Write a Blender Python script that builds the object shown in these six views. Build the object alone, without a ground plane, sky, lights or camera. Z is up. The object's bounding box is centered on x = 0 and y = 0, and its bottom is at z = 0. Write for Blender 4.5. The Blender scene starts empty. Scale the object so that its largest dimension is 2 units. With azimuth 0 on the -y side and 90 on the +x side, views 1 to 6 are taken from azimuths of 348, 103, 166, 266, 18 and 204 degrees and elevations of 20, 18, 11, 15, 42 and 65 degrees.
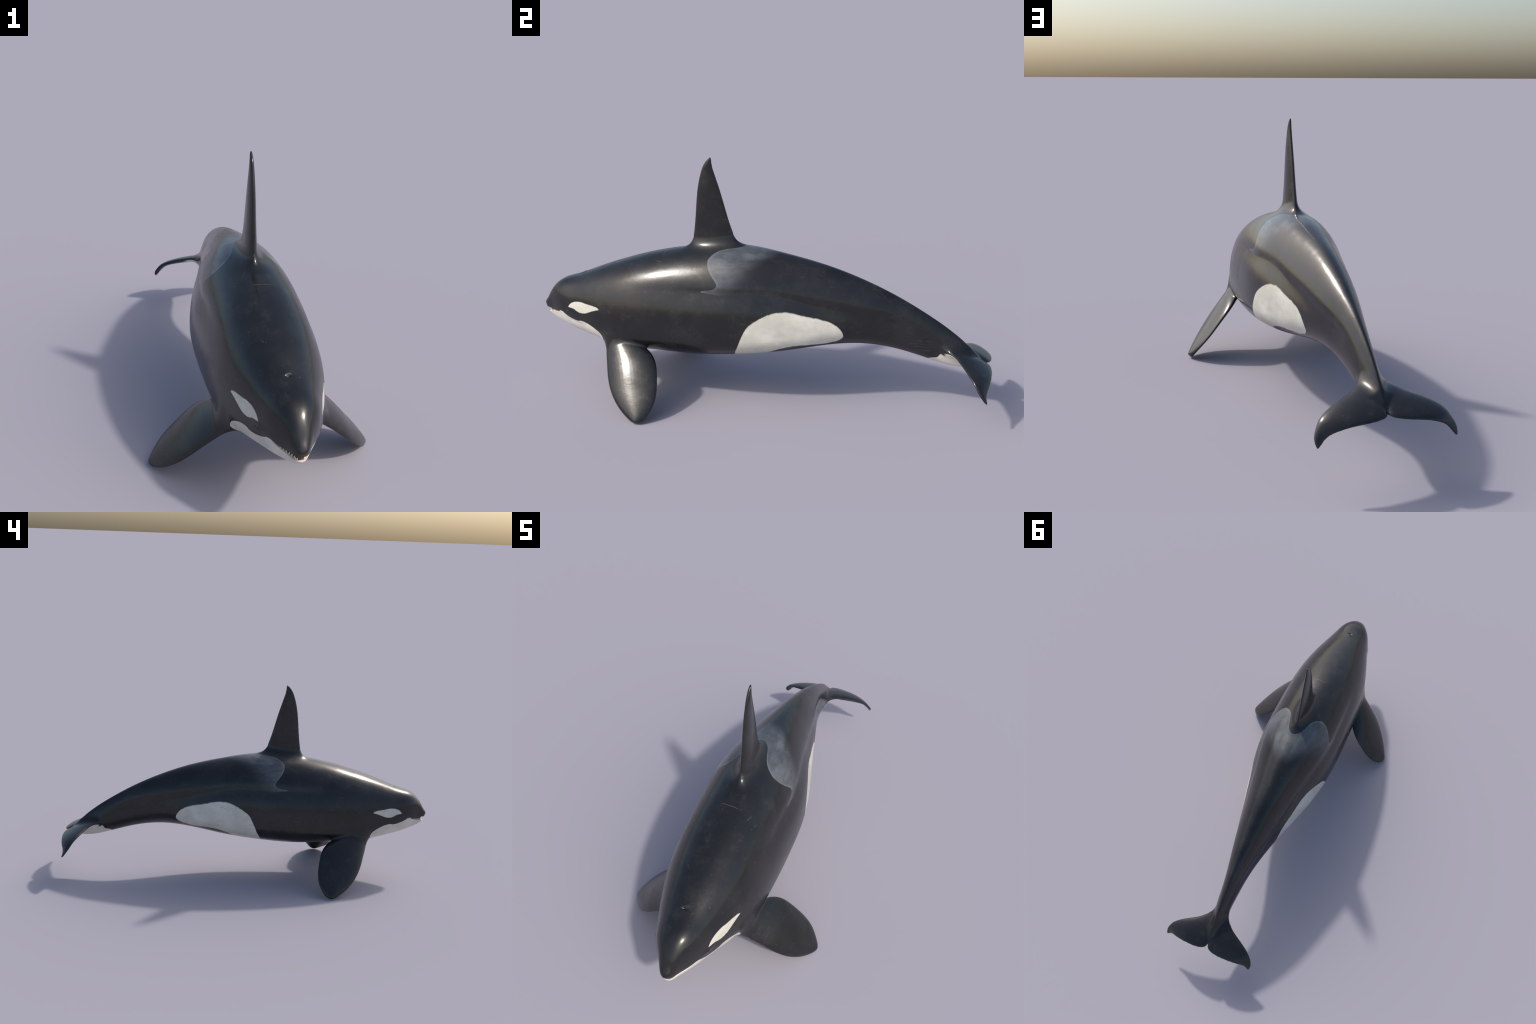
import bpy, bmesh, math, random
import numpy as np
from mathutils import Vector
from mathutils.bvhtree import BVHTree

random.seed(7)
rng = np.random.default_rng(7)

# ------------------------------------------------------------------ helpers
def natural_spline(knots, values):
    """C2 cubic through (knots, values); returns a vectorised evaluator."""
    K = np.asarray(knots, float); V = np.asarray(values, float)
    if V.ndim == 1:
        V = V[:, None]; flat = True
    else:
        flat = False
    n = len(K); h = np.diff(K)
    A = np.zeros((n, n)); R = np.zeros((n, V.shape[1])); A[0, 0] = A[-1, -1] = 1
    for i in range(1, n - 1):
        A[i, i - 1] = h[i - 1]; A[i, i] = 2 * (h[i - 1] + h[i]); A[i, i + 1] = h[i]
        R[i] = 6 * ((V[i + 1] - V[i]) / h[i] - (V[i] - V[i - 1]) / h[i - 1])
    M = np.linalg.solve(A, R)
    def f(x):
        x = np.clip(np.asarray(x, float), K[0], K[-1])
        i = np.clip(np.searchsorted(K, x) - 1, 0, n - 2)
        a = ((K[i + 1] - x) / h[i])[..., None]; b = ((x - K[i]) / h[i])[..., None]; hh = h[i][..., None]
        r = a * V[i] + b * V[i + 1] + ((a**3 - a) * M[i] + (b**3 - b) * M[i + 1]) * hh * hh / 6
        return r[..., 0] if flat else r
    return f

def smooth01(t):
    t = np.clip(t, 0, 1); return t * t * (3 - 2 * t)

# ------------------------------------------------------------------ body profile
# stations along the body (nose at y = -1, tail notch at y = +0.96)
NOSE = -1.0015
st = lambda y: np.sqrt(np.maximum(np.asarray(y, float) - NOSE, 1e-9))
Y_STATIONS = [-1.001, -.992, -.980, -.966, -.950, -.9, -.83, -.72, -.58, -.42, -.24, -.05, .14, .32, .48, .62, .74, .84, .90, .962]
BACK   = [.358, .3790, .3960, .4205, .4435, .484, .507, .550, .599, .643, .673, .683, .654, .611, .554, .489, .420, .352, .301, .237]
BELLY  = [.358, .341, .3165, .3035, .2935, .274, .253, .232, .212, .206, .201, .216, .242, .272, .282, .263, .231, .207, .206, .225]
HALFW  = [.002, .0175, .0265, .0345, .044, .077, .106, .145, .183, .199, .204, .197, .162, .117, .082, .055, .040, .028, .018, .005]
Y_SHAPE = [-1.0, -.9, -.75, -.5, -.1, .3, .6, .84, .95]
WIDEST = [.644, .512, .370, .272, .278, .270, .477, .471, .503]   # height of the widest point, share of depth
P_UP   = [2.4, 2.42, 2.24, 2.18, 2.01, 1.83, 1.70, 1.52, 1.50]    # fullness of the upper section
P_LOW  = [2.06, 2.12, 2.30, 2.38, 2.36, 2.18, 2.05, 1.92, 1.77]
def by_station(Y, v):
    g = natural_spline(st(Y), v)
    return lambda y: g(st(y))
f_back, f_belly, f_half = (by_station(Y_STATIONS, v) for v in (BACK, BELLY, HALFW))
f_wide, f_pu, f_pl = (by_station(Y_SHAPE, v) for v in (WIDEST, P_UP, P_LOW))

def body_half_width(y, z):
    """x of the skin at (y, z)"""
    T, B, W = f_back(y), f_belly(y), f_half(y)
    M = B + f_wide(y) * (T - B)
    H = np.maximum(np.where(z > M, T - M, M - B), 1e-4); e = np.where(z > M, f_pu(y), f_pl(y))
    q = np.clip(1 - (np.abs(z - M) / H) ** e, 0, 1)
    return np.maximum(W, 0) * q ** (1 / e)

def make_mesh(name, verts, faces):
    me = bpy.data.meshes.new(name); me.from_pydata([tuple(v) for v in verts], [], faces); me.update(); return me

def ring_faces(nr, nc):
    F = []
    for i in range(nr - 1):
        for j in range(nc):
            k = (j + 1) % nc
            F.append((i * nc + j, i * nc + k, (i + 1) * nc + k, (i + 1) * nc + j))
    F.append(tuple(range(nc))[::-1]); F.append(tuple((nr - 1) * nc + j for j in range(nc)))
    return F

def body_mesh():
    NT = 224
    s = np.linspace(st(-1.0012), st(.962), 620); y = s * s + NOSE
    th = np.linspace(0, 2 * np.pi, NT, endpoint=False)
    c, sn = np.cos(th), np.sin(th)
    T, B, W = f_back(y), f_belly(y), np.maximum(f_half(y), .001)
    M = B + f_wide(y) * (T - B)
    pu, pl = f_pu(y), f_pl(y)
    V = np.zeros((len(y), NT, 3))
    for i in range(len(y)):
        e = np.where(sn > 0, pu[i], pl[i])
        x = np.sign(c) * np.abs(c) ** (2 / e) * W[i]
        z = np.abs(sn) ** (2 / e) * np.where(sn > 0, T[i] - M[i], -(M[i] - B[i]))
        V[i, :, 0] = x; V[i, :, 1] = y[i]; V[i, :, 2] = M[i] + z
    return V.reshape(-1, 3), ring_faces(len(y), NT)

def fin_mesh(lead, trail, thick, facing, mirror=False, n=150, half=22, crown=1.0):
    """Loft of lens-shaped sections between a leading and a trailing edge (root to tip)."""
    t = np.linspace(0, 1, n)
    ft = 1 - (1 - t) ** 1.5                     # finer sections at the tip
    L = natural_spline(np.linspace(0, 1, len(lead)), lead)(ft)
    R = natural_spline(np.linspace(0, 1, len(trail)), trail)(ft)
    H = natural_spline(np.linspace(0, 1, len(thick)), thick)(ft)
    mid = (L + R) / 2
    span = np.gradient(mid, axis=0)
    ch = R - L; cl = np.linalg.norm(ch, axis=1)
    N = np.cross(span, ch); N /= np.linalg.norm(N, axis=1)[:, None] + 1e-12
    N[np.einsum('ij,j->i', N, np.array(facing)) < 0] *= -1
    for _ in range(30):
        N[1:-1] = (N[:-2] + N[1:-1] + N[2:]) / 3
    N /= np.linalg.norm(N, axis=1)[:, None]
    ph = np.linspace(0, 2 * np.pi, 2 * half, endpoint=False)
    u = .5 - .5 * np.cos(ph); side = np.sign(np.sin(ph) + 1e-9)
    prof = (4 * u * (1 - u)) ** .62 * (1.14 - .28 * u)
    prof[0] = 0; prof[half] = 0
    h = np.minimum(H, .28 * cl + .0008)
    prof = prof * np.where(side > 0, crown, 1.0)      # fuller on the outer face
    V = L[:, None] + u[None, :, None] * ch[:, None] + (side * prof)[None, :, None] * h[:, None, None] * N[:, None]
    V = V.reshape(-1, 3)
    F = ring_faces(n, 2 * half)
    if mirror:
        V = V * [-1, 1, 1]
    return V, F

# edge curves, root to tip
DORSAL_LEAD = [(0, -.315, .60), (0, -.290, .67), (0, -.277, .73), (0, -.268, .80), (0, -.259, .89), (0, -.247, .960), (0, -.229, 1.018), (0, -.2095, 1.048), (0, -.196, 1.060)]
DORSAL_TRAIL = [(0, -.040, .60), (0, -.083, .685), (0, -.105, .742), (0, -.122, .795), (0, -.145, .880), (0, -.167, .955), (0, -.185, 1.012), (0, -.1900, 1.042), (0, -.1925, 1.058)]
DORSAL_THICK = [.030, .0255, .0215, .018, .0145, .011, .0078, .005, .003]
FLIPPER_LEAD = [(.085, -.615, .300), (.135, -.645, .262), (.179, -.641, .223), (.221, -.624, .184), (.266, -.604, .138), (.311, -.573, .089), (.353, -.525, .044), (.382, -.474, .013), (.3895, -.452, .0040), (.3920, -.438, .0020)]
FLIPPER_TRAIL = [(.085, -.555, .300), (.140, -.530, .278), (.172, -.465, .256), (.215, -.406, .218), (.262, -.381, .168), (.310, -.369, .112), (.352, -.374, .064), (.380, -.397, .026), (.3885, -.414, .0095), (.3920, -.432, .0025)]
FLIPPER_THICK = [.027, .024, .022, .020, .0175, .0150, .0125, .0105, .009, .004]
FLUKE_LEAD = [(.000, .790, .283), (.054, .830, .279), (.084, .858, .269), (.128, .884, .255), (.172, .908, .239), (.202, .928, .220), (.218, .943, .198), (.228, .960, .176), (.2275, .974, .158), (.2235, .983, .149)]
FLUKE_TRAIL = [(.000, .958, .231), (.012, .986, .228), (.054, .998, .222), (.102, .998, .216), (.139, .994, .208), (.168, .988, .197), (.189, .981, .184), (.204, .979, .168), (.215, .981, .155), (.2225, .983, .149)]
FLUKE_THICK = [.016, .0155, .0145, .013, .011, .009, .0075, .006, .0045, .003]

parts = {
    'body': body_mesh(),
    'dorsal': fin_mesh(DORSAL_LEAD, DORSAL_TRAIL, DORSAL_THICK, (1, 0, 0)),
    'flip_a': fin_mesh(FLIPPER_LEAD, FLIPPER_TRAIL, FLIPPER_THICK, (.68, -.1, .73), crown=1.5),
    'flip_b': fin_mesh(FLIPPER_LEAD, FLIPPER_TRAIL, FLIPPER_THICK, (.68, -.1, .73), mirror=True, crown=1.5),
    'fluke_a': fin_mesh(FLUKE_LEAD, FLUKE_TRAIL, FLUKE_THICK, (.2, .3, .9)),
    'fluke_b': fin_mesh(FLUKE_LEAD, FLUKE_TRAIL, FLUKE_THICK, (.2, .3, .9), mirror=True),
}
BLEND = {'dorsal': .050, 'flip_a': .045, 'flip_b': .045, 'fluke_a': .040, 'fluke_b': .040}

def fix_outward(me):
    bm = bmesh.new(); bm.from_mesh(me); bmesh.ops.recalc_face_normals(bm, faces=bm.faces); bm.to_mesh(me); bm.free()

meshes = {}
for k, (V, F) in parts.items():
    me = make_mesh(k, V, F); fix_outward(me); meshes[k] = me

def bvh_of(me):
    bm = bmesh.new(); bm.from_mesh(me); bmesh.ops.triangulate(bm, faces=bm.faces)
    t = BVHTree.FromBMesh(bm); bm.free(); return t
trees = {k: bvh_of(m) for k, m in meshes.items()}

# ------------------------------------------------------------------ one skin: voxel union, then fillets
bm = bmesh.new()
for m in meshes.values():
    bm.from_mesh(m)
union = bpy.data.meshes.new('union'); bm.to_mesh(union); bm.free()
tmp = bpy.data.objects.new('union', union); bpy.context.scene.collection.objects.link(tmp)
mod = tmp.modifiers.new('r', 'REMESH'); mod.mode = 'VOXEL'; mod.voxel_size = .0032; mod.adaptivity = 0
dg = bpy.context.evaluated_depsgraph_get()
skin = bpy.data.meshes.new_from_object(tmp.evaluated_get(dg))
bpy.data.objects.remove(tmp); bpy.data.meshes.remove(union)

def refine(me, region, times=1):
    """split faces finer where small features sit"""
    bm = bmesh.new(); bm.from_mesh(me)
    for _ in range(times):
        fs = [f for f in bm.faces if region(f.calc_center_median())]
        es = list({e for f in fs for e in f.edges})
        bmesh.ops.subdivide_edges(bm, edges=es, cuts=1, use_grid_fill=True)
    bmesh.ops.triangulate(bm, faces=[f for f in bm.faces if len(f.verts) > 4])
    bm.to_mesh(me); bm.free()
refine(skin, lambda c: (c.y < -.885 and .30 < c.z < .375) or
       ((c.y + .808) ** 2 + c.x ** 2 < .032 ** 2 and c.z > .48) or
       ((c.y + .845) ** 2 + (c.z - .366) ** 2 < .024 ** 2))
refine(skin, lambda c: (c.y < -.895 and .318 < c.z < .363) or
       ((c.y + .808) ** 2 + c.x ** 2 < .024 ** 2 and c.z > .48))

NV = len(skin.vertices)
P = np.zeros(NV * 3); skin.vertices.foreach_get('co', P); P = P.reshape(-1, 3)
EDG = np.zeros(len(skin.edges) * 2, np.int64); skin.edges.foreach_get('vertices', EDG); EDG = EDG.reshape(-1, 2)
DEG = np.bincount(EDG.ravel(), minlength=NV).astype(float)[:, None]
def average(A):
    S = np.zeros_like(A)
    for k in range(A.shape[1]):
        S[:, k] = np.bincount(EDG[:, 0], A[EDG[:, 1], k], NV) + np.bincount(EDG[:, 1], A[EDG[:, 0], k], NV)
    return S / DEG

def signed(tree, p, reach):
    loc, nor, i, d = tree.find_nearest(p, reach)
    if loc is None:
        return 1.0, None
    v = p - loc
    if v.dot(nor) >= -.6 * d:          # inside only when straight under a face
        return d, (v / d if d > 1e-7 else nor)
    return -d, (-v / d if d > 1e-7 else nor)

BOX = {k: (V.min(0) - .07, V.max(0) + .07) for k, (V, F) in parts.items()}
def project(idx, rounds):
    near_blend = np.zeros(NV, bool)
    for i in idx:
        p = Vector(P[i])
        cand = [k for k in parts if k != 'body' and all(BOX[k][0][a] < p[a] < BOX[k][1][a] for a in range(3))]
        for r in range(rounds):
            db, gb = signed(trees['body'], p, .12)
            df, gf, kk = 1.0, None, .04
            for k in cand:
                d, g = signed(trees[k], p, .12)
                if d < df:
                    df, gf, kk = d, g, BLEND[k]
            if kk == .040 and p.y > .91:
                kk = .040 * max(.12, 1 - (p.y - .91) / .05)
            if kk == .045:
                kk = .016 + .042 * float(smooth01((-.545 - p.y) / .09))
            hgt = max(kk - abs(db - df), 0) / kk
            f = min(db, df) - hgt * hgt * kk / 4
            wb = 1 - hgt / 2 if db < df else hgt / 2
            g = Vector((0, 0, 0))
            if gb is not None: g += gb * wb
            if gf is not None: g += gf * (1 - wb)
            l = g.length
            if l < .2: break
            step = max(-.012, min(.012, f / l))
            p = p - g * (step / l)
            if hgt > 0: near_blend[i] = True
            if hgt == 0 and abs(f) < 2e-5: break
            if abs(f) < 2e-5: break
        P[i] = p
    return near_blend
zone = project(range(NV), 6)
# even out the stretched mesh at the fillets, then set it back on the surface
for _ in range(2):
    for _ in range(8):
        A = average(P); P[zone] += .5 * (A[zone] - P[zone])
    project(np.nonzero(zone)[0], 4)
for _ in range(4):
    A = average(P); P[zone] += .5 * (A[zone] - P[zone])

# ------------------------------------------------------------------ relief
def vertex_normals(smooth=2):
    skin.vertices.foreach_set('co', P.ravel()); skin.update()
    N = np.zeros(NV * 3); skin.vertex_normals.foreach_get('vector', N); N = N.reshape(-1, 3)
    for _ in range(smooth):
        N = (N + average(N)) / 2; N /= np.linalg.norm(N, axis=1)[:, None]
    return N
N = vertex_normals(2)
x, y, z = P.T
ax = np.abs(x)
# long shallow furrow along the flank
f_fur = natural_spline([-.75, -.6, -.46, -.3, -.1, .1, .23, .37, .5, .64, .76], [.49, .50, .506, .514, .517, .510, .480, .450, .420, .386, .338])
body_like = smooth01((z - .40) / .03) * 1.0
on_body = (ax <= body_half_width(y, z) + .006) & (y > -.75) & (y < .8) & (ax > .02)
dzf = z - f_fur(y)
g = np.exp(-(dzf / np.where(dzf > 0, .026, .050)) ** 2) * smooth01((y + .60) / .40) * smooth01((.80 - y) / .2)
P -= N * (.0068 * g * on_body)[:, None]
# the lower jaw sits a little inside the upper lip
f_border = natural_spline([-.995, -.955, -.91, -.89, -.87, -.845, -.80, -.74], [.3335, .336, .349, .353, .344, .337, .328, .327])
tuck = smooth01((f_border(y) - z) / .012) * smooth01((-.72 - y) / .12) * (z < .37)
P[:, 0] *= 1 - .055 * tuck

# mouth: the lips part at the front and close to a crease toward the corner
GAP_Y = [-.995, -.978, -.955, -.935, -.91, -.895]
f_gap_up = natural_spline(GAP_Y, [.3410, .3450, .3440, .3445, .3500, .3545])
f_gap_lo = natural_spline(GAP_Y, [.3235, .3255, .3310, .3360, .3450, .3525])
gm = (f_gap_up(y) + f_gap_lo(y)) / 2; gh = np.maximum((f_gap_up(y) - f_gap_lo(y)) / 2, .0004)
head_front = y < -.895
d = np.abs(z - gm)
open_mask = head_front * smooth01((gh + .0022 - d) / .0030)
inward = np.stack([-x * .8, .5 * np.maximum(.0, -.93 - y) + .02 + 0 * y, 0 * z], 1)
inward[:, 1] = np.where(y < -.965, .05, .006)
inward /= np.linalg.norm(inward, axis=1)[:, None] + 1e-9
carve = open_mask * smooth01((-.893 - y) / .03)
P += inward * (.014 * carve)[:, None]
crease = np.exp(-((z - f_border(y)) / .0022) ** 2) * smooth01((y + .93) / .03) * smooth01((-.852 - y) / .02) * (y < -.84) * (z < .37)
P -= N * (.0022 * crease)[:, None]
# blowhole: a crescent slit with a swelling behind it
bx, by = x + .002, y + .812
top_side = z > .47
P += N * (.0028 * np.exp(-(bx / .014) ** 2 - ((y + .797) / .010) ** 2) * top_side)[:, None]
P -= N * (.0052 * np.exp(-(bx / .0090) ** 2 - ((by - .002 + 6 * bx ** 2) / .0042) ** 2) * top_side)[:, None]
# eye: lid swelling round a small socket
ed = np.sqrt((y + .845) ** 2 + ((z - .3655) * 1.3) ** 2)
P += N * (.0030 * np.exp(-((y + .848) / .026) ** 2 - ((z - .369) / .011) ** 2) * (ax > .06))[:, None]
P -= N * (.0016 * np.exp(-(ed / .0055) ** 2) * (ax > .06))[:, None]

NRM = vertex_normals(0)
soft = vertex_normals(3)
fine = ((y < -.88) & (z > .3) & (z < .375)) | ((np.hypot(bx, by) < .035) & top_side) | (ed < .03)
NRM[~fine] = soft[~fine]

# ------------------------------------------------------------------ split the skin into named parts
NF = len(skin.polygons)
LT = np.zeros(NF, np.int64); skin.polygons.foreach_get('loop_total', LT)
LS = np.zeros(NF, np.int64); skin.polygons.foreach_get('loop_start', LS)
LV = np.zeros(len(skin.loops), np.int64); skin.loops.foreach_get('vertex_index', LV)
CEN = np.zeros((NF, 3))
fidx = np.repeat(np.arange(NF), LT)
for k in range(3):
    CEN[:, k] = np.bincount(fidx, P[LV, k], NF) / LT
cfac = np.bincount(fidx, carve[LV], NF) / LT
cx, cy, cz = CEN.T
part = np.full(NF, 1)                               # torso
part[cy < -.655] = 0                                # head
part[cy > .42] = 2                                  # tail
acx = np.abs(cx)
bw = body_half_width(cy, cz)
part[(cz > np.where(cy > -.19, .692, .688)) & (cy > -.32) & (cy < -.03)] = 3
flip = (cz < .32) & (cy < -.33) & (cy > -.70) & (acx > np.maximum(bw + .012, .125)) 
part[flip & (cx > 0)] = 4
part[flip & (cx < 0)] = 5
fl = (cy > .77) & (acx > .036)
fl |= (cy > .93) & (acx > .004 + .032 * (.97 - cy) / .04)
part[fl & (cx > 0)] = 6
part[fl & (cx < 0)] = 7
jaw_top = np.where(cy < -.89, f_gap_lo(cy), f_border(cy))
part[(part == 0) & (cy < -.86) & (cz < jaw_top)] = 8
part[cfac > .55] = 9

# ------------------------------------------------------------------ materials
def new_mat(name):
    m = bpy.data.materials.new(name); m.use_nodes = True
    nt = m.node_tree
    return m, nt, nt.nodes['Principled BSDF']

class Graph:
    def __init__(s, nt): s.nt = nt
    def put(s, inp, v):
        if isinstance(v, bpy.types.NodeSocket): s.nt.links.new(v, inp)
        else: inp.default_value = v
    def math(s, op, a, b=0.0, c=None, clamp=False):
        n = s.nt.nodes.new('ShaderNodeMath'); n.operation = op; n.use_clamp = clamp
        s.put(n.inputs[0], a); s.put(n.inputs[1], b)
        if c is not None: s.put(n.inputs[2], c)
        return n.outputs[0]
    def step(s, v, lo, hi):
        n = s.nt.nodes.new('ShaderNodeMapRange'); n.interpolation_type = 'SMOOTHSTEP'
        s.put(n.inputs['Value'], v); n.inputs['From Min'].default_value = lo; n.inputs['From Max'].default_value = hi
        return n.outputs[0]
    def curve(s, v, pts, smooth=True):
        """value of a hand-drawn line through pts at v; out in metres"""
        x0, x1 = pts[0][0], pts[-1][0]
        y0 = min(p[1] for p in pts); y1 = max(p[1] for p in pts)
        if y1 - y0 < 1e-6: y1 = y0 + 1e-3
        u = s.math('DIVIDE', s.math('SUBTRACT', v, x0), x1 - x0, clamp=True)
        n = s.nt.nodes.new('ShaderNodeFloatCurve'); c = n.mapping.curves[0]
        n.mapping.use_clip = False
        q = [((p[0] - x0) / (x1 - x0), (p[1] - y0) / (y1 - y0)) for p in pts]
        c.points[0].location = q[0]; c.points[1].location = q[-1]
        for p in q[1:-1]: c.points.new(*p)
        for p in c.points: p.handle_type = 'AUTO_CLAMPED'
        n.mapping.update()
        s.put(n.inputs['Value'], u)
        return s.math('MULTIPLY_ADD', n.outputs[0], y1 - y0, y0)
    def noise(s, vec, scale, detail=4, rough=.55):
        n = s.nt.nodes.new('ShaderNodeTexNoise'); n.inputs['Scale'].default_value = scale
        n.inputs['Detail'].default_value = detail; n.inputs['Roughness'].default_value = rough
        s.put(n.inputs['Vector'], vec); return n.outputs['Fac']
    def mix(s, f, a, b):
        n = s.nt.nodes.new('ShaderNodeMix'); n.data_type = 'RGBA'
        s.put(n.inputs[0], f); s.put(n.inputs[6], a); s.put(n.inputs[7], b); return n.outputs[2]
    def mapping(s, vec, scale=(1, 1, 1), rot=(0, 0, 0), loc=(0, 0, 0)):
        n = s.nt.nodes.new('ShaderNodeMapping'); s.put(n.inputs[0], vec)
        n.inputs['Scale'].default_value = scale; n.inputs['Rotation'].default_value = rot; n.inputs['Location'].default_value = loc
        return n.outputs[0]

EYE_UP = [(-.8425, .388), (-.838, .393), (-.831, .401), (-.814, .4105), (-.794, .4165), (-.771, .418), (-.744, .4155), (-.717, .4135), (-.692, .411), (-.672, .402)]
EYE_LO = [(-.8425, .385), (-.838, .384), (-.815, .381), (-.795, .373), (-.776, .369), (-.758, .3705), (-.738, .377), (-.716, .387), (-.692, .396), (-.672, .402)]
CHIN = [(-1.0, .3335), (-.978, .333), (-.955, .336), (-.935, .340), (-.91, .349), (-.895, .3535), (-.885, .3535), (-.872, .3475), (-.857, .341), (-.838, .3345), (-.815, .3285), (-.797, .3275), (-.775, .3315), (-.748, .328), (-.72, .318), (-.697, .306), (-.677, .291), (-.668, .278), (-.664, .262), (-.662, .235)]
FLANK_UP = [(-.078, .215), (-.062, .262), (-.045, .297), (-.034, .325), (-.018, .360), (-.003, .385), (.022, .4055), (.05, .4235), (.08, .437), (.112, .4455), (.146, .4475), (.185, .442), (.223, .432), (.262, .423), (.298, .4155), (.33, .405), (.356, .391), (.374, .374), (.386, .353), (.388, .340)]
FLANK_LO = [(-.078, .150), (.02, .205), (.052, .244), (.079, .257), (.108, .275), (.152, .289), (.191, .2965), (.235, .2975), (.298, .298), (.33, .305), (.357, .3135), (.378, .326), (.388, .340)]
SADDLE_FRONT = [(.512, -.135), (.517, -.165), (.5225, -.206), (.527, -.192), (.531, -.166), (.540, -.1445), (.552, -.139), (.566, -.146), (.58, -.159), (.60, -.1755), (.618, -.186), (.637, -.1905), (.652, -.182), (.667, -.160), (.676, -.130), (.681, -.088), (.690, .02)]
SADDLE_BACK = [(.506, -.150), (.514, -.128), (.523, -.100), (.542, -.072), (.568, -.050), (.593, -.030), (.62, -.008), (.642, .022), (.661, .075), (.690, .085)]
TAIL_UP = [(.733, .225), (.745, .243), (.757, .2465), (.770, .2485), (.779, .256), (.786, .267), (.797, .2735), (.81, .272), (.834, .262), (.865, .250), (.93, .232)]

def skin_material():
    m, nt, bsdf = new_mat('orca_skin'); G = Graph(nt)
    tc = nt.nodes.new('ShaderNodeTexCoord'); co = tc.outputs['Object']
    sp = nt.nodes.new('ShaderNodeSeparateXYZ'); nt.links.new(co, sp.inputs[0])
    X, Y, Z = sp.outputs
    AX = G.math('ABSOLUTE', X)
    wob = G.math('MULTIPLY', G.math('SUBTRACT', G.noise(co, 55, 3), .5), .006)
    wob2 = G.math('MULTIPLY', G.math('SUBTRACT', G.noise(co, 220, 2), .5), .004)
    Zw = G.math('ADD', Z, G.math('ADD', wob, wob2)); 
    Zf = G.math('ADD', Z, wob2)
    AND = lambda *a: a[0] if len(a) == 1 else G.math('MULTIPLY', a[0], AND(*a[1:]))
    between = lambda v, lo, hi, w: AND(G.step(v, lo - w, lo + w), G.step(v, hi + w, hi - w))
    # white patch behind the eye
    eye = AND(G.step(G.math('SUBTRACT', G.curve(Y, EYE_UP), Zf), -.0020, .0025), G.step(G.math('SUBTRACT', Zf, G.curve(Y, EYE_LO)), -.0020, .0025),
              G.step(Y, -.845, -.841), G.step(Y, -.670, -.682))
    # chin and throat
    chin = AND(G.step(G.math('SUBTRACT', G.curve(Y, CHIN), Zf), -.0015, .0022), G.step(G.math('MULTIPLY_ADD', G.math('MAXIMUM', G.math('SUBTRACT', .270, Z), 0.0), .6, Y), -.660, -.667))
    # lobe on the flank, joined to the belly
    flank = AND(G.step(G.math('SUBTRACT', G.curve(Y, FLANK_UP), Zw), -.0030, .0040), G.step(G.math('SUBTRACT', Zw, G.curve(Y, FLANK_LO)), -.0030, .0040),
                G.step(Y, -.080, -.074), G.step(Y, .390, .386))
    # white stripe under the chest
    stripe = AND(G.step(AX, .040, .034), G.step(Z, .26, .25), G.step(Y, -.68, -.66), G.step(Y, .05, .03))
    # white underside of the tail stock and of the fluke roots
    geo = nt.nodes.new('ShaderNodeNewGeometry'); ns = nt.nodes.new('ShaderNodeSeparateXYZ'); nt.links.new(geo.outputs['Normal'], ns.inputs[0])
    under = G.step(ns.outputs[2], -.15, -.35)
    tailw = AND(G.step(G.math('SUBTRACT', G.curve(Y, TAIL_UP), Zf), -.0015, .0025), G.step(Y, .731, .736), G.step(Y, .925, .905), G.step(AX, .036, .032))
    flukew = AND(G.step(G.math('SUBTRACT', AX, G.math('MULTIPLY', G.noise(co, 30, 2), .03)), .085, .060), under, G.step(Y, .80, .815), G.step(Y, .945, .925), G.step(AX, .026, .032))
    MAX = lambda *a: a[0] if len(a) == 1 else G.math('MAXIMUM', a[0], MAX(*a[1:]))
    white = MAX(eye, chin, flank, stripe, tailw, flukew)
    # grey saddle: crisp leading edge, fading backwards
    dz = G.math('SUBTRACT', Y, G.curve(Z, SADDLE_FRONT))
    fade = G.math('SUBTRACT', G.curve(Z, SADDLE_BACK), Y)
    saddle = AND(G.step(dz, -.0015, .0035), G.step(fade, -.055, .115), G.step(Z, .508, .516), G.step(Z, .692, .682))
    rim = AND(saddle, G.step(dz, .016, .002))
    # blotches and rake marks
    blot = G.noise(co, 7, 8, .68)
    worn = G.noise(G.mapping(co, (1, .7, 1)), 16, 7, .7)
    fine = G.noise(co, 130, 4, .65)
    dark = G.mix(G.step(blot, .40, .66), SKIN_A, SKIN_B)
    dark = G.mix(G.math('MULTIPLY', G.step(worn, .52, .72), .55), dark, SKIN_D)
    dark = G.mix(G.math('MULTIPLY', G.step(fine, .50, .78), .18), dark, SKIN_C)
    flecks = AND(G.step(G.noise(co, 210, 2, .5), .71, .75), G.step(worn, .45, .6))
    dark = G.mix(G.math('MULTIPLY', flecks, .22), dark, (.11, .105, .095, 1))
    streak = G.noise(G.mapping(co, (110, 6.5, 190), (.12, 0, 0)), 1.0, 3, .5)
    rake_where = G.step(G.noise(co, 6.5, 2), .56, .64)
    rake = AND(G.step(streak, .645, .70), rake_where)
    dark = G.mix(G.math('MULTIPLY', rake, .19), dark, (.16, .15, .14, 1))
    # scars
    def scar(y0, slope, x0, x1, width, where):
        line = G.math('ABSOLUTE', G.math('SUBTRACT', Y, G.math('ADD', G.math('MULTIPLY_ADD', X, slope, y0), wob)))
        return AND(G.step(line, width, width * .3), G.step(X, x0, x0 + .02), G.step(X, x1, x1 - .02), where)
    top = G.step(Z, .60, .61)
    scars = scar(-.402, -.03, -.036, .046, .0017, top)
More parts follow.
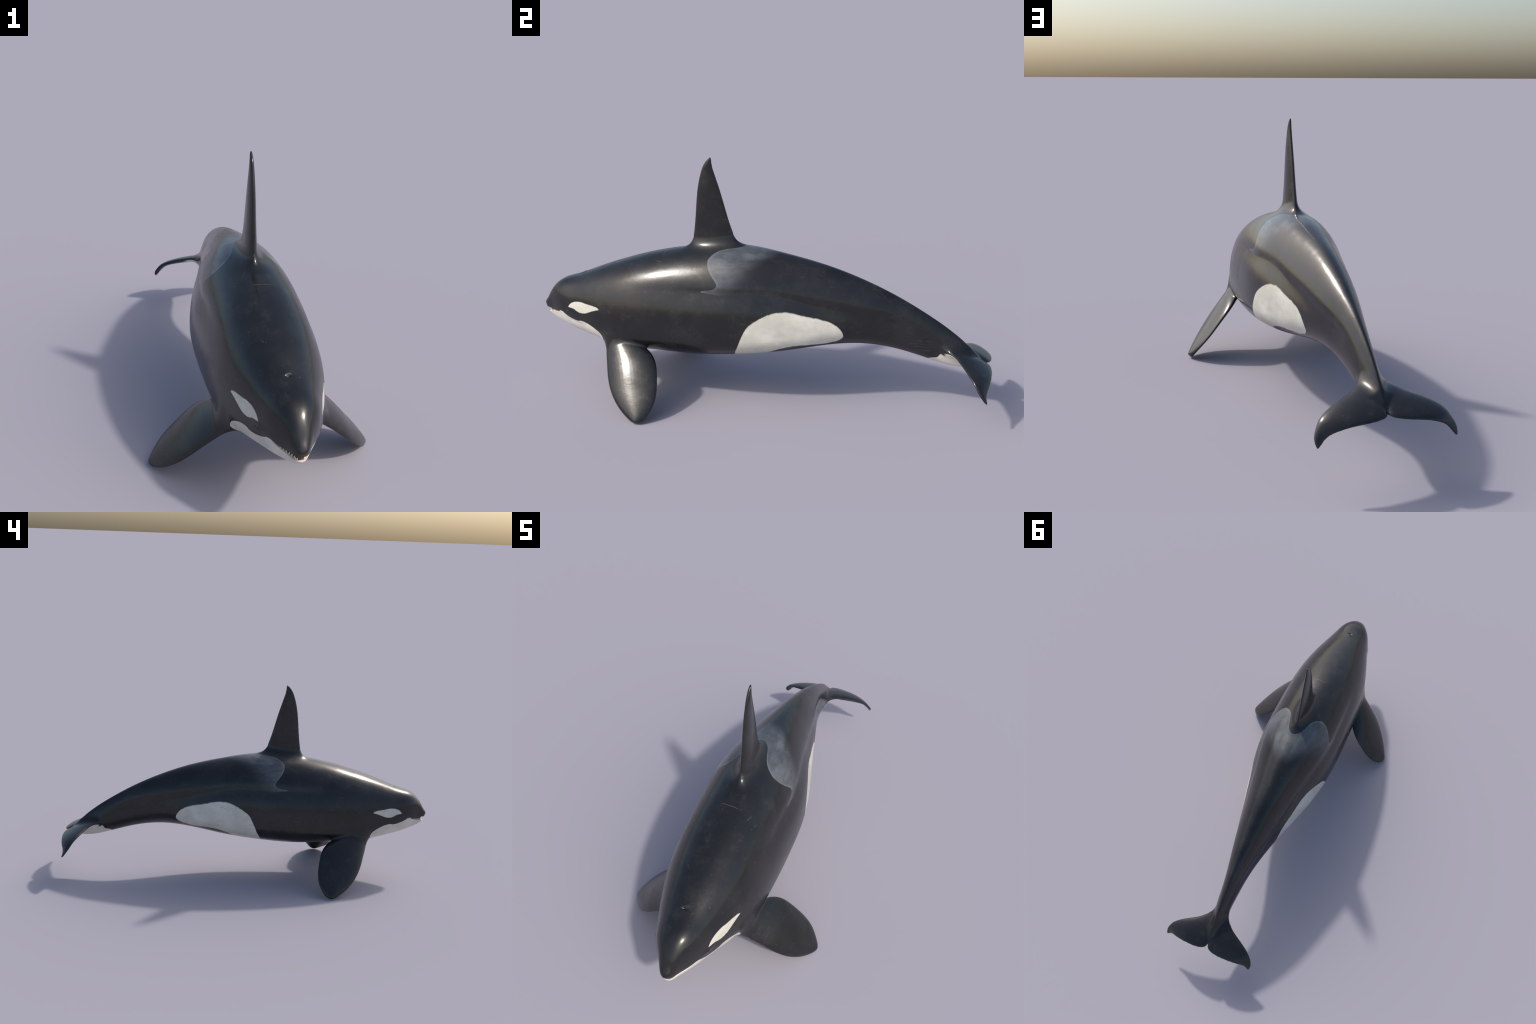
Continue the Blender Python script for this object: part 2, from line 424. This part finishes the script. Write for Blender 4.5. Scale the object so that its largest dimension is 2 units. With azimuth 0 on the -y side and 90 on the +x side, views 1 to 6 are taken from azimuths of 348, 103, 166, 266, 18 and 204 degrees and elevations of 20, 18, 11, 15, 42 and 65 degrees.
    dark = G.mix(G.math('MULTIPLY', scars, .45), dark, (.22, .13, .095, 1))
    grey = G.mix(G.step(blot, .35, .65), (.062, .070, .080, 1), (.100, .109, .119, 1))
    grey = G.mix(G.math('MULTIPLY', G.step(fine, .45, .75), .25), grey, (.135, .145, .155, 1))
    smoke = G.noise(G.mapping(co, (22, 7, 22), (.5, 0, 0)), 1.0, 5, .6)
    grey = G.mix(G.math('MULTIPLY', G.step(smoke, .42, .68), .55), grey, (.150, .160, .172, 1))
    col = G.mix(G.math('MULTIPLY', saddle, G.math('MULTIPLY_ADD', G.step(smoke, .30, .60), .25, .70)), dark, grey)
    col = G.mix(G.math('MULTIPLY', rim, .35), col, (.19, .20, .215, 1))
    wcol = G.mix(G.step(G.noise(co, 11, 6, .65), .36, .66), WHITE_A, WHITE_B)
    wcol = G.mix(G.math('MULTIPLY', G.step(G.noise(G.mapping(co, (50, 12, 40)), 1.0, 4, .6), .46, .72), .45), wcol, (.47, .44, .37, 1))
    specks = AND(G.step(G.noise(co, 75, 3, .7), .66, .72), G.step(G.noise(co, 7, 2), .5, .62))
    wcol = G.mix(G.math('MULTIPLY', specks, .45), wcol, (.25, .24, .22, 1))
    wrake = AND(G.step(G.noise(G.mapping(co, (60, 14, 170), (.15, 0, 0)), 1.0, 2), .655, .70), G.step(G.noise(co, 8, 2), .52, .60))
    wcol = G.mix(G.math('MULTIPLY', wrake, .5), wcol, (.30, .29, .27, 1))
    lip = AND(G.step(G.math('SUBTRACT', G.curve(Y, CHIN), Z), .014, .002), G.step(Y, -.905, -.955))
    wcol = G.mix(G.math('MULTIPLY', lip, .45), wcol, (.62, .36, .29, 1))
    col = G.mix(white, col, wcol)
    nt.links.new(col, bsdf.inputs['Base Color'])
    r = G.math('MULTIPLY_ADD', G.step(worn, .38, .68), .11, .17)
    r = G.math('MULTIPLY_ADD', G.step(fine, .4, .7), .03, r)
    r = G.math('ADD', r, G.math('MULTIPLY', white, .10))
    nt.links.new(r, bsdf.inputs['Roughness'])
    bsdf.inputs['Specular IOR Level'].default_value = .5
    b = nt.nodes.new('ShaderNodeBump'); b.inputs['Strength'].default_value = .035; b.inputs['Distance'].default_value = .002
    dents = G.noise(G.mapping(co, (70, 26, 70)), 1.0, 3, .55)
    hsum = G.math('ADD', G.math('MULTIPLY_ADD', dents, 2.2, G.math('MULTIPLY', G.noise(co, 190, 3, .6), .6)), G.math('MULTIPLY', G.math('ADD', rake, wrake), -.6))
    nt.links.new(hsum, b.inputs['Height']); nt.links.new(b.outputs[0], bsdf.inputs['Normal'])
    return m

SKIN_A = (.0095, .0098, .0105, 1); SKIN_B = (.0165, .0165, .0168, 1); SKIN_C = (.034, .033, .031, 1); SKIN_D = (.027, .0272, .0272, 1)
WHITE_A = (.59, .570, .485, 1); WHITE_B = (.70, .68, .595, 1)
MAT_SKIN = skin_material()

m, nt, b = new_mat('mouth_flesh'); G = Graph(nt)
tc = nt.nodes.new('ShaderNodeTexCoord')
sp = nt.nodes.new('ShaderNodeSeparateXYZ'); nt.links.new(tc.outputs['Object'], sp.inputs[0])
nt.links.new(G.mix(G.step(G.noise(tc.outputs['Object'], 160, 3), .35, .7), (.075, .030, .025, 1), (.20, .095, .080, 1)), b.inputs['Base Color'])
b.inputs['Roughness'].default_value = .35
MAT_MOUTH = m
m, nt, b = new_mat('tooth_ivory'); G = Graph(nt)
tc = nt.nodes.new('ShaderNodeTexCoord')
nt.links.new(G.mix(G.noise(tc.outputs['Object'], 90, 2), (.62, .50, .34, 1), (.76, .68, .52, 1)), b.inputs['Base Color'])
b.inputs['Roughness'].default_value = .3
MAT_TOOTH = m
m, nt, b = new_mat('eye_dark'); G = Graph(nt)
tc = nt.nodes.new('ShaderNodeTexCoord')
nt.links.new(G.mix(G.noise(tc.outputs['Object'], 200, 2), (.006, .006, .008, 1), (.018, .014, .012, 1)), b.inputs['Base Color'])
b.inputs['Roughness'].default_value = .06
MAT_EYE = m

# ------------------------------------------------------------------ objects
coll = bpy.context.scene.collection
root = bpy.data.objects.new('orca', None); coll.objects.link(root)
root.empty_display_size = .2
root['label'] = 'black and white killer whale with tall dorsal fin'
root['category'] = 'orca'

def add(name, me, mat, parent=root):
    ob = bpy.data.objects.new(name, me); coll.objects.link(ob); ob.parent = parent
    if not me.materials: me.materials.append(mat)
    return ob

NAMES = ['head', 'torso', 'tail', 'dorsal_fin', 'pectoral_fin', 'pectoral_fin', 'tail_fluke', 'tail_fluke', 'lower_jaw', 'mouth']
made = {}
for k, nm in enumerate(NAMES):
    sel = np.nonzero(part == k)[0]
    if not len(sel): continue
    lmask = part[fidx] == k
    lv = LV[lmask]
    used, inv = np.unique(lv, return_inverse=True)
    me = bpy.data.meshes.new(nm)
    me.vertices.add(len(used)); me.vertices.foreach_set('co', P[used].ravel())
    me.loops.add(len(inv)); me.loops.foreach_set('vertex_index', inv.astype(np.int32))
    tot = LT[sel]; me.polygons.add(len(sel))
    me.polygons.foreach_set('loop_start', np.concatenate([[0], np.cumsum(tot)[:-1]]).astype(np.int32))
    me.update(calc_edges=True); me.validate()
    me.polygons.foreach_set('use_smooth', np.ones(len(sel), bool))
    me.normals_split_custom_set_from_vertices(NRM[used].tolist())
    par = root
    if nm in ('lower_jaw', 'mouth'): par = made[0]
    if nm == 'tail_fluke': par = made[2]
    made[k] = add(nm, me, MAT_MOUTH if nm == 'mouth' else MAT_SKIN, par)

# teeth: small pegs standing in the lower jaw
def tooth_mesh():
    prof = [(.0024, 0), (.0027, .0028), (.0024, .0062), (.0016, .0088), (.0006, .0100)]
    V = []; n = 10
    for r, h in prof:
        for j in range(n):
            a = 2 * math.pi * j / n; V.append((r * math.cos(a), r * math.sin(a) * 1.15, h))
    me = make_mesh('tooth', V, ring_faces(len(prof), n)); fix_outward(me)
    me.polygons.foreach_set('use_smooth', [True] * len(me.polygons))
    return me
tm = tooth_mesh()
ys = [-.9775, -.9725, -.9660, -.9585, -.950, -.941, -.932, -.923]
for sx in (1, -1):
    for i, yy in enumerate(ys):
        zz = float(f_gap_lo(np.array(yy)))
        xx = max(float(body_half_width(np.array(yy), np.array(zz))) - .0085, .0035 if i == 0 else .009)
        ob = add('tooth', tm, MAT_TOOTH, made[8])
        s = float(rng.uniform(.88, 1.1)) * (.85 if i < 2 else 1.0 if i < 6 else .8)
        ob.location = (sx * xx, yy + (.005 if i == 0 else .002 if i == 1 else 0), zz - .0030)
        ob.rotation_euler = (float(rng.uniform(-.15, .15)), sx * float(rng.uniform(.05, .22)), float(rng.uniform(0, 3)))
        ob.scale = (s, s, s)

# eyes
bm = bmesh.new(); bmesh.ops.create_uvsphere(bm, u_segments=28, v_segments=18, radius=.0068)
em = bpy.data.meshes.new('eye'); bm.to_mesh(em); bm.free()
em.polygons.foreach_set('use_smooth', [True] * len(em.polygons))
lid = (np.hypot(y + .845, z - .3655) < .008) & (ax > .06)
ex = float(np.abs(P[lid, 0]).mean())
for sx in (1, -1):
    ob = add('eye', em, MAT_EYE, made[0]); ob.location = (sx * (ex - .0043), -.845, .3655); ob.scale = (1, 1.15, .9)

for me in list(meshes.values()) + [skin]:
    bpy.data.meshes.remove(me)
